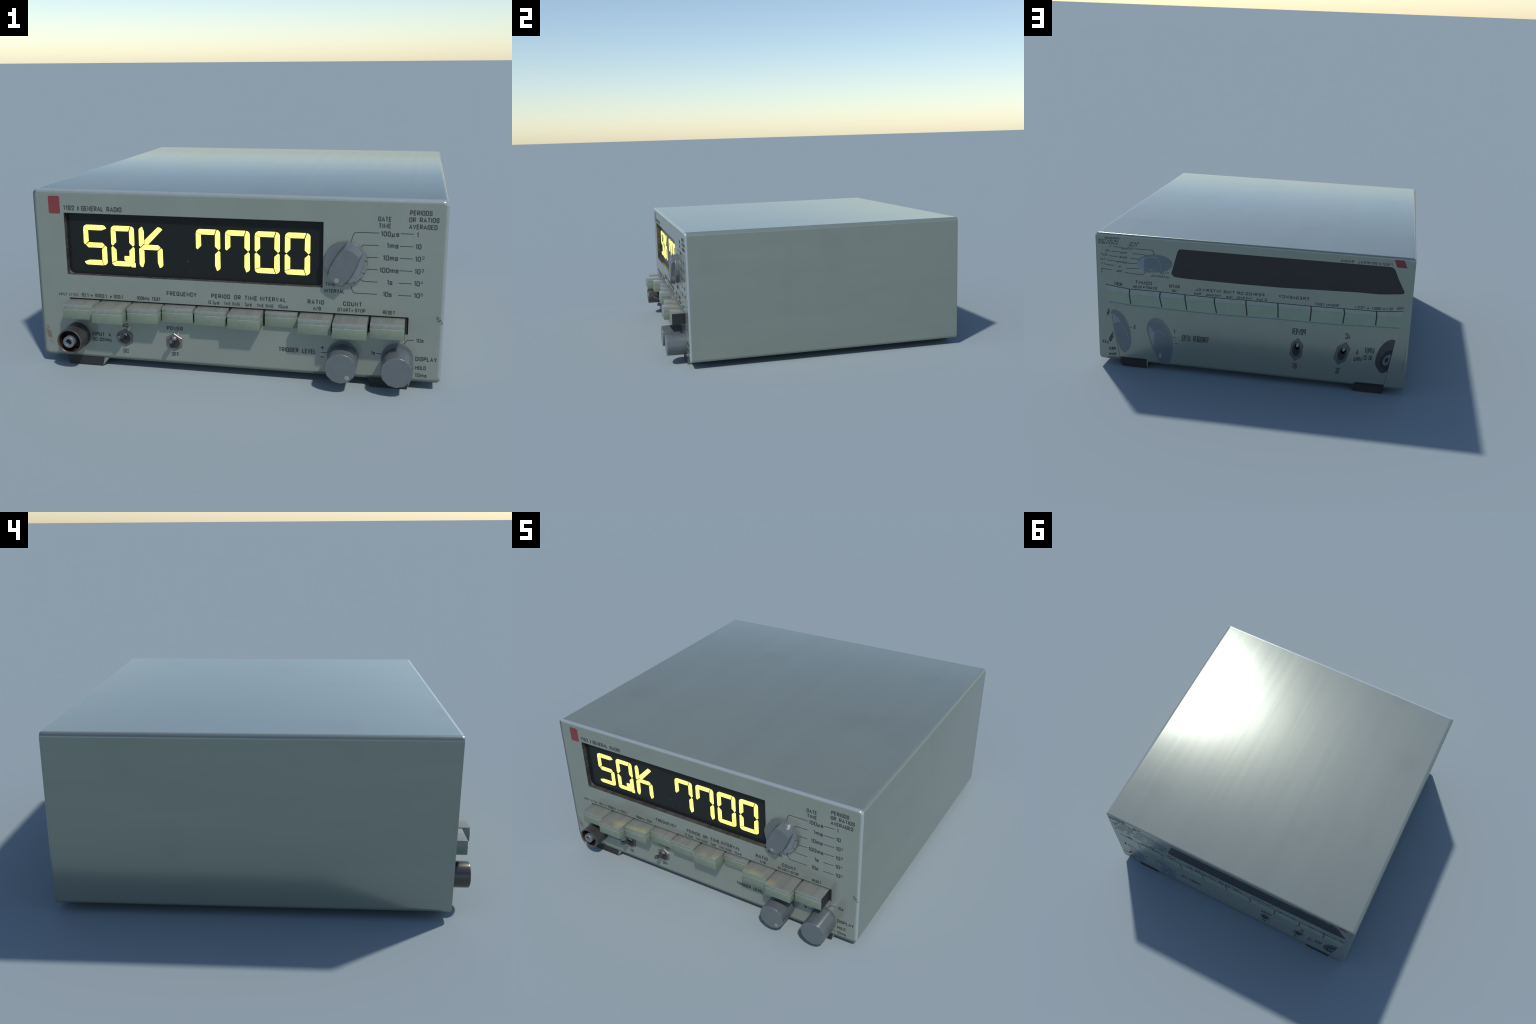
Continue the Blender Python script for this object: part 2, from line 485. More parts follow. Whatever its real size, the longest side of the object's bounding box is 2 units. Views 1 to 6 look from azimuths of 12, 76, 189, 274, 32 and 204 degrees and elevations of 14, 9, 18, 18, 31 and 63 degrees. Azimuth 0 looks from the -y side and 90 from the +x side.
def lettering(body, origin, right, up, y_in, y_out, parent, weight=0.15, mat=None, name="lettering"):
    """place a word: origin = start of baseline, right = end of baseline, up = top of the first letter (x, z)"""
    O, Rt, U = Vector(origin), Vector(right), Vector(up)
    h = (U - O).length
    width = (Rt - O).length / h                      # word width in cap heights
    natural, pens = 0.0, []
    gap = 0.085 + weight                             # centre line to centre line
    for i, ch in enumerate(body):
        if ch == " ":
            natural += 0.24
            continue
        pens.append((ch, natural))
        natural += GLYPHS[ch][0] + gap
    natural -= gap
    sx = (width - weight) / natural if natural > 1e-6 else 1.0
    weight = min(weight, 0.42 * 0.44 * sx + 0.02) if sx < 0.8 else weight
    perp = abs((Rt - O).cross(U - O)) / (Rt - O).length
    weight = min(weight, 0.19 * perp / h)            # steeply sheared words get a finer pen
    bm = bmesh.new()
    lift = 0
    for ch, x0 in pens:
        gw, strokes = GLYPHS[ch]
        for st in strokes:
            closed = st[0] == "o"
            pts = rounded_corners(st[1:] if closed else st, closed, gw * sx)
            place = []
            for p in pts:
                u = (weight / 2 + x0 * sx + p.x) / width
                v = weight / 2 + p.y * (1 - weight)
                place.append(O + (Rt - O) * u + (U - O) * v)
            step = 0.00003 * (lift % 5) * (1 if y_out > y_in else -1)   # strokes that cross never share a plane
            stroke_solid(bm, place, weight * h, closed, y_in, y_out + step)
            lift += 1
    bmesh.ops.recalc_face_normals(bm, faces=bm.faces)
    me = bpy.data.meshes.new(name)
    bm.to_mesh(me)
    bm.free()
    return add(name, me, parent, mat or M["ink"])


# ------------------------------------------------------------------ top-level
root = bpy.data.objects.new("frequency_counter", None)
coll.objects.link(root)
root["label"] = "grey-green bench frequency counter with glowing yellow segment display"
root["category"] = "electronic test instrument"


# ------------------------------------------------------------------ case
def plate_with_holes(name, y_face, y_back, bevel, holes, hole_depth, mat, parent, seg=4):
    """rounded plate or body: bevelled rim, flat face with cut openings and walled holes"""
    sgn = 1 if y_back > y_face else -1
    bm = bmesh.new()
    loops = [(0.0, y_back)]
    if bevel:
        # crisp little chamfer, then a flat margin over which the shading turns from the edge to the face
        loops += [(0.0, y_face + sgn * bevel), (bevel, y_face), (bevel + SOFT_EDGE, y_face)]
    else:
        loops.append((0.0, y_face))
    rings = []
    for inset, y in loops:
        rings.append([bm.verts.new((x, y, z)) for x, z in rounded_rect(-XH + inset, XH - inset, Z0 + inset, Z1 - inset, CORNER - inset * 0.6, seg)])
    for a, b in zip(rings, rings[1:]):
        for i in range(len(a)):
            j = (i + 1) % len(a)
            bm.faces.new((a[i], a[j], b[j], b[i]))
    if not holes or abs(y_back - y_face) > 0.1:      # a thin pierced plate is open behind, against the case
        bm.faces.new(rings[0])
    edges, rim = [], rings[-1]
    for i in range(len(rim)):
        edges.append(bm.edges.get((rim[i], rim[(i + 1) % len(rim)])))
    for pts in holes:
        h = [bm.verts.new((x, y_face, z)) for x, z in pts]
        g = [bm.verts.new((x, y_face + sgn * hole_depth, z)) for x, z in pts]
        for i in range(len(h)):
            j = (i + 1) % len(h)
            edges.append(bm.edges.new((h[i], h[j])))
            bm.faces.new((h[i], h[j], g[j], g[i]))
    bmesh.ops.triangle_fill(bm, edges=edges, use_beauty=True, use_dissolve=False)
    boxes = [(min(p[0] for p in h), max(p[0] for p in h), min(p[1] for p in h), max(p[1] for p in h)) for h in holes]
    filled = [f for f in bm.faces if all(abs(v.co.y - y_face) < 1e-6 for v in f.verts)
              and any(x0 < f.calc_center_median().x < x1 and z0 < f.calc_center_median().z < z1 for x0, x1, z0, z1 in boxes)]
    bmesh.ops.delete(bm, geom=filled, context="FACES_ONLY")
    o = add(name, finish(bm, name), parent, mat)
    return soften_rim(o, y_face, sgn, bevel) if bevel else weighted(o)


SOFT_EDGE = 0.017


def soften_rim(o, y_face, sgn, bevel):
    """shading normals lean outward at the rim of a plate and turn upright across its margin"""
    me, out = o.data, []
    margin = bevel + SOFT_EDGE
    for p in me.polygons:
        for li in p.loop_indices:
            v = me.vertices[me.loops[li].vertex_index].co
            d = min(XH - abs(v.x), v.z - Z0, Z1 - v.z)
            if d > margin + 1e-4 or abs(v.y - y_face) > bevel + 1e-4 and abs(p.normal.y) > 0.9:
                out.append(p.normal.copy())
                continue
            cx = max(-XH + CORNER, min(XH - CORNER, v.x))
            cz = max(Z0 + CORNER, min(Z1 - CORNER, v.z))
            r = Vector((v.x - cx, 0, v.z - cz))
            r = r.normalized() if r.length > 1e-5 else Vector((0, 0, 0))
            flat = Vector((0, -sgn, 0))
            if abs(v.y - y_face) < 1e-5:
                lean = (1.5 if sgn > 0 else 0.8) if d < margin - 1e-4 else 0.0
                out.append((flat + r * lean).normalized())
            elif abs(v.y - y_face) < bevel + 1e-4:
                out.append((flat * 0.35 + r).normalized())
            else:
                out.append(r if r.length > 0.5 else p.normal.copy())
    me.normals_split_custom_set(out)
    return o


def opening(x0, x1, z0, z1, grow=0.0):
    return rounded_rect(x0 - grow, x1 + grow, z0 - grow, z1 + grow, 0.002, 1)


WIN = (-0.8245, 0.4325, 0.4660, 0.7735)
SLOT = (-0.8225, 0.8235, 0.2640, 0.3473)
shell = plate_with_holes("case_shell", YF + 0.0125, YB - 0.0105, 0.0, [opening(*WIN, 0.0005), opening(*SLOT, 0.0005)], 0.020, M["case"], root, 5)


def crown(o, degrees):
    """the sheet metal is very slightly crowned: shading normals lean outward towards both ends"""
    o.modifiers.clear()
    me = o.data
    lean = math.tan(math.radians(degrees))
    out = []
    for p in me.polygons:
        for li in p.loop_indices:
            v = me.vertices[me.loops[li].vertex_index].co
            if abs(p.normal.y) > 0.5:
                out.append(p.normal.copy())
                continue
            cx = max(-XH + CORNER, min(XH - CORNER, v.x))
            cz = max(Z0 + CORNER, min(Z1 - CORNER, v.z))
            n = Vector((v.x - cx, 0, v.z - cz)).normalized()
            n.y = lean * (-1 if v.y < 0 else 1)
            out.append(n.normalized())
    me.normals_split_custom_set(out)


crown(shell, 4.2)
front = plate_with_holes("front_panel", YF, YF + 0.0123, 0.002, [opening(*WIN), opening(*SLOT)], 0.0105, M["panel"], root)
back = plate_with_holes("back_panel", YB, YB - 0.0103, 0.003, [], 0.0, M["back"], root)

# ------------------------------------------------------------------ display
display = box("display_window", (WIN[0] - 0.001, WIN[1] + 0.001), (DISPLAY_Y, DISPLAY_Y + 0.006), (WIN[2] - 0.001, WIN[3] + 0.001), M["glass"], root)
wall, wy = 0.0009, (YF + 0.0006, DISPLAY_Y - 0.0002)
box("bezel_strip", (WIN[0], WIN[0] + wall), wy, (WIN[2], WIN[3]), M["bezel"], display)
box("bezel_strip", (WIN[1] - wall, WIN[1]), wy, (WIN[2], WIN[3]), M["bezel"], display)
box("bezel_strip", (WIN[0] + wall, WIN[1] - wall), wy, (WIN[2], WIN[2] + wall), M["bezel"], display)
box("bezel_strip", (WIN[0] + wall, WIN[1] - wall), wy, (WIN[3] - wall, WIN[3]), M["bezel"], display)


def corner_fillet(cx, cz, sx, sz, r):
    pts = [(cx, cz), (cx + sx * r, cz)]
    for i in range(1, 8):
        a = math.pi / 2 * i / 8
        pts.append((cx + sx * r * (1 - math.sin(a)), cz + sz * r * (1 - math.cos(a))))
    pts.append((cx, cz + sz * r))
    slab("bezel_corner", pts, DISPLAY_Y - 0.0015, DISPLAY_Y + 0.001, M["bezel_corner"], display)


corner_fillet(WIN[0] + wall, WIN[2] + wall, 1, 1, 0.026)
corner_fillet(WIN[1] - wall, WIN[2] + wall, -1, 1, 0.024)
corner_fillet(WIN[0] + wall, WIN[3] - wall, 1, -1, 0.016)
corner_fillet(WIN[1] - wall, WIN[3] - wall, -1, -1, 0.012)

# segment shapes of one character cell, millimetres from its lower left corner
TOP = [(1.5, 183), (4, 191), (10, 197), (17.5, 200.3), (99, 200), (90, 174), (26, 174)]
TOP_FREE = [(1.5, 183), (4, 191), (10, 197), (19, 200.3), (104, 200), (112, 196), (119, 186), (119, 183), (95, 174), (26, 174)]
UPPER_RIGHT = [(103, 199.5), (112, 196), (117, 190.5), (119, 184), (118.5, 108), (111, 101), (93, 118), (94, 173)]
LOWER_RIGHT = [(111.5, 98.5), (118, 92), (118.5, 15), (116, 9), (110, 4), (101, 0), (92, 25), (93, 82)]
LOWER_RIGHT_CUT = [(112, 98.5), (118.5, 92.5), (117.5, 27), (115, 25), (91, 48.5), (91.5, 79.5)]
BOTTOM = [(-0.5, 16), (2, 9), (7, 4), (13.5, 0.5), (97, 0), (88, 26), (25, 25.5)]
BOTTOM_CUT = [(-0.5, 15), (2, 9), (7, 4), (13, 0.3), (88.5, 0), (93.5, 2.5), (72, 25), (24.5, 25.5)]
LOWER_LEFT = [(7, 98.5), (25.5, 82), (25.5, 28), (0, 19), (0, 92)]
LOWER_LEFT_FREE = [(8.5, 98.5), (26, 82), (25, 25), (17, 1.5), (10.5, 0.5), (3, 6.5), (-1, 16), (0, 91)]
UPPER_LEFT = [(1, 181), (25.5, 172), (26, 119), (7.5, 101.5), (0.5, 108)]
UPPER_LEFT_FREE = [(1, 184), (3.5, 190), (9, 195), (19, 200), (27, 177.5), (26, 118), (7.5, 101), (0, 107.5)]
MIDDLE = [(11, 99), (26, 113), (97, 112.5), (108, 101), (95, 87.5), (23, 87.5)]
TAIL = [(65, 52), (86.5, 52.5), (120.5, 17), (120, -3), (101, -3), (64, 33.5)]
ARM = [(27.5, 115), (28.5, 134), (97, 200.5), (107, 199), (115, 194.5), (119.5, 189), (47, 115)]
CHARACTERS = {
    "S": [TOP_FREE, UPPER_LEFT, MIDDLE, LOWER_RIGHT, BOTTOM],
    "Q": [TOP, UPPER_LEFT, LOWER_LEFT, UPPER_RIGHT, LOWER_RIGHT_CUT, BOTTOM_CUT, TAIL],
    "K": [UPPER_LEFT_FREE, ARM, MIDDLE, LOWER_LEFT_FREE, LOWER_RIGHT],
    "7": [TOP, UPPER_LEFT, UPPER_RIGHT, LOWER_RIGHT],
    "0": [TOP, UPPER_LEFT, UPPER_RIGHT, LOWER_RIGHT, BOTTOM, LOWER_LEFT],
}
CELL_X, CELL_Z, CELL_PITCH = -0.7415, 0.5127, 0.1418
for i, ch in enumerate("SQK 7700"):
    for shape in CHARACTERS.get(ch, ()):
        mx, mz = sum(p[0] for p in shape) / len(shape), sum(p[1] for p in shape) / len(shape)
        trim = [(x - math.copysign(min(0.45, abs(x - mx)), x - mx), z - math.copysign(min(0.45, abs(z - mz)), z - mz)) for x, z in shape]
        slab("display_segment", [(CELL_X + CELL_PITCH * i + x / 1000, CELL_Z + z / 1000) for x, z in trim], DISPLAY_Y - 0.0014, DISPLAY_Y + 0.001, M["glow"], display)
slab("amber_spot", ellipse(-0.2165, 0.5525, 0.0055, 0.0045, 12), DISPLAY_Y - 0.0005, DISPLAY_Y + 0.001, M["amber"], display)
slab("glass_scratch", stroke_outline([(-0.204, 0.522), (-0.206, 0.510), (-0.211, 0.497)], 0.0012), DISPLAY_Y - 0.0004, DISPLAY_Y + 0.001, M["print_shell"], display)

# ------------------------------------------------------------------ push buttons
pocket = box("button_pocket", (SLOT[0] - 0.0005, SLOT[1] + 0.0005), (-0.8630, -0.8600), (SLOT[2] - 0.0005, SLOT[3] + 0.0005), M["pocket"], root)
KEY_Z0, KEY_SPLIT, KEY_Z1, KEY_W, KEY_LEN = 0.2670, 0.3138, 0.3395, 0.1530, 0.150


def key_meshes():
    """three stacked pieces of a key, front at y = 0"""
    def piece(name, z0, z1, inset, y, bev):
        bm = bmesh.new()
        slab_bm(bm, [(inset, z0), (KEY_W - inset, z0), (KEY_W - inset, z1), (inset, z1)], y, KEY_LEN)
        bmesh.ops.bevel(bm, geom=[e for e in bm.edges if all(v.co.y < KEY_LEN - 0.001 for v in e.verts) or abs(e.verts[0].co.y - e.verts[1].co.y) > 0.01], offset=bev, segments=2, affect="EDGES", profile=0.5)
        return finish(bm, name)
    return (piece("push_button", KEY_Z0, KEY_SPLIT - 0.0012, 0.0, 0.0, 0.0012),
            piece("highlight_line", KEY_SPLIT - 0.0022, KEY_SPLIT + 0.0010, -0.0003, -0.0004, 0.0004),
            piece("key_cap", KEY_SPLIT + 0.0006, KEY_Z1 - 0.0012, 0.0005, 0.0012, 0.0006),
            piece("key_top", KEY_Z1 - 0.0014, KEY_Z1, 0.0008, 0.0018, 0.0005))


body_me, line_me, cap_me, top_me = key_meshes()
KEYS = [(-0.8200, -0.9550), (-0.6545, -0.9965), (-0.4905, -0.9570), (-0.3300, -0.9170), (-0.1655, -0.9300),
        (0.0010, -0.9560), (0.1645, -0.8870), (0.3300, -0.9580), (0.4915, -0.9900), (0.6560, -0.9590)]
for x, y in KEYS:
    k = add("push_button", body_me, root, M["key_green"])
    k.location = (x, y, 0)
    for nm, me, mt in (("highlight_line", line_me, M["key_line"]), ("key_cap", cap_me, M["key_upper"]), ("key_top", top_me, M["key_top"])):
        add(nm, me, k, mt)
# black plate added on the last key, whose right side is dark
slab("key_end_plate", [(KEY_W - 0.0005, KEY_Z0 + 0.0008), (KEY_W + 0.0012, KEY_Z0 + 0.0008), (KEY_W + 0.0012, KEY_Z1 - 0.0008), (KEY_W - 0.0005, KEY_Z1 - 0.0008)], 0.0035, KEY_LEN, M["key_side"], k)

# ------------------------------------------------------------------ control knobs
KNOB_R = 0.0720


def control_knob(cx, cz, disc_dz, pointer):
    n = 12
    k = turned("control_knob", [(0, -0.868), (KNOB_R, -0.868), (KNOB_R, -0.9972), (KNOB_R - 0.0012, -0.9992), (KNOB_R - 0.003, -1.0), (0, -1.0)], n, (cx, cz), M["knob"], root, math.pi / 2, 45)
    weighted(k)
    slab("knob_image_disc", ellipse(cx - 0.003, cz + disc_dz, 0.0725, 0.0735, 40), YF - 0.0016, YF + 0.003, M["knob"], k, 0.0)  # flat disc added for the knob picture lying on the panel
    if pointer:
        slab("pointer_dot", ellipse(pointer[0], pointer[1], 0.0112, 0.0112, 24), -1.0004, -0.996, M["dot"], k)


control_knob(0.5320, 0.1278, 0.0145, (0.5626, 0.0875))
control_knob(0.7820, 0.1275, 0.0200, None)

# ------------------------------------------------------------------ rotary selector
SX, SZ, SR = 0.5348, 0.5935, 0.0992
selector = turned("rotary_selector", [(0, -0.868), (SR, -0.868), (SR, -0.8915), (SR - 0.002, -0.8938), (0, -0.8938)], 16, (SX, SZ), M["knob"], root, math.radians(-3.0), 45)
weighted(selector)
# pale scale ring with index ticks on the lower right of the skirt
ring = [(SX + 0.0965 * math.cos(a), SZ + 0.0965 * math.sin(a)) for a in [math.radians(-78 + 4.5 * i) for i in range(27)]]
ring += [(SX + 0.083 * math.cos(a), SZ + 0.083 * math.sin(a)) for a in [math.radians(39 - 4.5 * i) for i in range(27)]]
slab("scale_ring", ring, -0.8946, -0.8930, M["skirt_mark"], selector)
for t0, t1 in (((0.6208, 0.6077), (0.6325, 0.6063)), ((0.6115, 0.5535), (0.6240, 0.5478)), ((0.5735, 0.5085), (0.5790, 0.5025))):
    slab("index_tick", stroke_outline([t0, t1], 0.0036), -0.8951, -0.8938, M["ink"], selector)
# sunken blue-grey flank beside the grip
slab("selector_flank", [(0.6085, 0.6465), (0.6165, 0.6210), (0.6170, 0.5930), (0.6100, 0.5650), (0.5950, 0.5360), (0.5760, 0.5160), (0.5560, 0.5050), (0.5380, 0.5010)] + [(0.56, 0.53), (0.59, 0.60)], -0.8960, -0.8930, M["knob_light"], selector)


def grip():
    """tapered pointer grip: lofted from its footprint on the skirt to its smaller face"""
    base = [(0.4535, 0.5320), (0.4700, 0.5140), (0.4870, 0.4990), (0.5060, 0.4925), (0.5290, 0.4850), (0.5680, 0.5330), (0.5880, 0.5750), (0.6030, 0.6180), (0.6105, 0.6465), (0.5940, 0.6600), (0.5760, 0.6725), (0.5424, 0.6835), (0.5130, 0.6590), (0.4900, 0.6250), (0.4660, 0.5800)]
    face = [(0.4590, 0.5328), (0.4720, 0.5165), (0.4880, 0.5025), (0.5060, 0.4960), (0.5243, 0.4900), (0.5609, 0.5313), (0.5801, 0.5727), (0.5925, 0.6030), (0.5989, 0.6250), (0.5840, 0.6440), (0.5656, 0.6580), (0.5320, 0.6660), (0.5130, 0.6460), (0.4955, 0.6220), (0.4709, 0.5754)]
    cx, cz = 0.5265, 0.5800
    end = range(8, 12)                               # the upper end stands flush with the skirt
    base = [(SX + (x - SX) * 0.0965 / math.hypot(x - SX, z - SZ), SZ + (z - SZ) * 0.0965 / math.hypot(x - SX, z - SZ)) if i in end else (x, z) for i, (x, z) in enumerate(base)]
    mid = [(SX + (base[i][0] - SX) * 0.985, SZ + (base[i][1] - SZ) * 0.985) if i in end else (cx + (x - cx) * 1.02, cz + (z - cz) * 1.015) for i, (x, z) in enumerate(face)]
    top = [(cx + (x - cx) * 0.90, cz + (z - cz) * 0.95) for x, z in face]
    bm = bmesh.new()
    rows = [[bm.verts.new((x, y, z)) for x, z in pts] for pts, y in ((base, -0.8925), (base, -0.8950), (mid, -0.9140), (face, -0.9212), (top, -0.9240))]
    for a, b in zip(rows, rows[1:]):
        for i in range(len(a)):
            j = (i + 1) % len(a)
            bm.faces.new((a[i], a[j], b[j], b[i]))
    bm.faces.new(rows[0])
    bm.faces.new(rows[-1])
    return weighted(add("selector_grip", finish(bm, "selector_grip", 50), selector, M["knob"]))


grip()
slab("pointer_dot", ellipse(0.5009, 0.5195, 0.0100, 0.0108, 24), -0.9245, -0.9220, M["dot"], selector)

# ------------------------------------------------------------------ coaxial input connector
BX, BZ = -0.7900, 0.1535
conn = turned("input_connector", [(0.0535, -0.905), (0.0545, -0.9705), (0.0570, -0.9735), (0.0605, -0.9745), (0.0632, -0.9725), (0.0640, -0.9690), (0.0640, -0.8945), (0.0600, -0.8940)], 24, (BX, BZ), M["bnc"], root)
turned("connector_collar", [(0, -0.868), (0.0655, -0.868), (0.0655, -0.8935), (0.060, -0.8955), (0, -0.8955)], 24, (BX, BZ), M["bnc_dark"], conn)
turned("connector_bore", [(0.0540, -0.965), (0.0540, -0.900), (0, -0.900)], 24, (BX, BZ), M["bnc_in"], conn)
turned("connector_sleeve", [(0, -0.940), (0.0145, -0.940), (0.0150, -0.9735), (0.0170, -0.9752), (0.0270, -0.9752), (0.0292, -0.9730), (0.0295, -0.9700), (0.0295, -0.899)], 24, (BX - 0.0035, BZ - 0.0025), M["pin"], conn)
slab("connector_dark_disc", ellipse(BX - 0.0035, BZ - 0.0025, 0.0146, 0.0146, 20), -0.952, -0.945, M["bnc_dark"], conn)  # dark disc added inside the sleeve to darken its bore

# ------------------------------------------------------------------ toggle switches
def toggle(nx, nz, tip):
    """hexagon nut, bushing and tilted lever; tip = (x, y, z) of the lever end"""
    phase = math.radians(88)
    nut = turned("toggle_switch", [(0, -0.868), (0.0450, -0.868), (0.0450, -0.8735), (0.0430, -0.8752), (0, -0.8752)], 6, (nx, nz), M["nut"], root, phase, 20)
    turned("switch_bushing", [(0, -0.872), (0.0330, -0.872), (0.0330, -0.8762), (0.0290, -0.8772), (0.0280, -0.8760), (0, -0.8758)], 28, (nx + 0.001, nz - 0.002), M["nut_dark"], nut)
    bm = bmesh.new()
    lathe(bm, [(0.0330, -0.8755), (0.0335, -0.8772), (0.0312, -0.8780), (0.0290, -0.8772), (0.0288, -0.8755)], 28, (nx + 0.001, nz - 0.002))
    add("bushing_rim", finish(bm, "bushing_rim"), nut, M["nut"])
    a = Vector((nx + 0.0035, -0.872, nz + 0.004))
    b = Vector(tip)
    d = (b - a).normalized()
    q = d.to_track_quat("Z", "Y").to_matrix()
    L = (b - a).length
    bm = bmesh.new()
    n, rows = 8, []
    for r, h in ((0.0098, 0.0), (0.0112, L * 0.5), (0.0128, L - 0.006), (0.0118, L - 0.0015), (0.0060, L + 0.001)):
        rows.append([bm.verts.new(a + q @ Vector((r * math.cos(2 * math.pi * i / n), r * math.sin(2 * math.pi * i / n), h))) for i in range(n)])
    for p, s in zip(rows, rows[1:]):
        for i in range(n):
            bm.faces.new((p[i], p[(i + 1) % n], s[(i + 1) % n], s[i]))
    bm.faces.new(rows[0])
    bm.faces.new(rows[-1])
    add("toggle_lever", finish(bm, "toggle_lever", 50), nut, M["lever"])
    bm = bmesh.new()
    bmesh.ops.create_uvsphere(bm, u_segments=20, v_segments=12, radius=0.0150)
    for v in bm.verts:
        v.co = Vector((nx + 0.001 + v.co.x * 0.9, -0.8740 + v.co.y * 0.55, nz + 0.0150 + v.co.z))
    add("lever_image_dome", finish(bm, "lever_image_dome", 80), nut, M["chrome"])  # dome added to stand for the silver lever pictured on the nut


toggle(-0.5415, 0.1560, (-0.5470, -0.9450, 0.1885))
toggle(-0.2885, 0.1515, (-0.2880, -0.9455, 0.1800))

# ------------------------------------------------------------------ feet
def foot(x0, x1, front_side, side_w):
    """black block tapering downward, flush with a face; a pale gusset closes one end"""
    yf = YF if front_side else YB
    s = 1 if front_side else -1
    zt = Z0 + 0.004
    t = 0.0110
    bm = bmesh.new()
    lo = [(x0, yf, 0), (x1, yf, 0), (x1, yf + s * 0.027, 0), (x0, yf + s * 0.027, 0)]
    hi = [(x0 - t * 0.7, yf, zt), (x1 + t, yf, zt), (x1 + t, yf + s * 0.060, zt), (x0 - t * 0.7, yf + s * 0.060, zt)]
    a, b = [bm.verts.new(v) for v in lo], [bm.verts.new(v) for v in hi]
    for i in range(4):
        bm.faces.new((a[i], a[(i + 1) % 4], b[(i + 1) % 4], b[i]))
    bm.faces.new(a)
    bm.faces.new(b)
    f = add("foot", finish(bm, "foot", 20), root, M["rubber"])
    bm = bmesh.new()
    y0, y1, y2 = yf + s * 0.0008, yf + s * 0.026, yf + s * 0.058
    tri = [(x1 - 0.0005, y0, 0.0006), (x1 - 0.0005, y1, 0.0006), (x1 + t - 0.001, y2, zt), (x1 + t - 0.001, y0, zt)]
    flare = [(x1 + 0.0006, y0, 0.0006), (x1 + 0.0025, y1, 0.0006), (x1 + t + side_w, y2, zt), (x1 + t + side_w, y0, zt)]
    a, b = [bm.verts.new(v) for v in tri], [bm.verts.new(v) for v in flare]
    for i in range(4):
        bm.faces.new((a[i], a[(i + 1) % 4], b[(i + 1) % 4], b[i]))
    bm.faces.new(a)
    bm.faces.new(b)
    add("foot_gusset", finish(bm, "foot_gusset", 20), f, M["foot_side"] if front_side else M["rubber"])


foot(-0.8450, -0.6660, True, 0.0250)
foot(0.6590, 0.8290, True, 0.0060)
foot(-0.8450, -0.6650, False, 0.0080)
foot(0.6610, 0.8270, False, 0.0050)

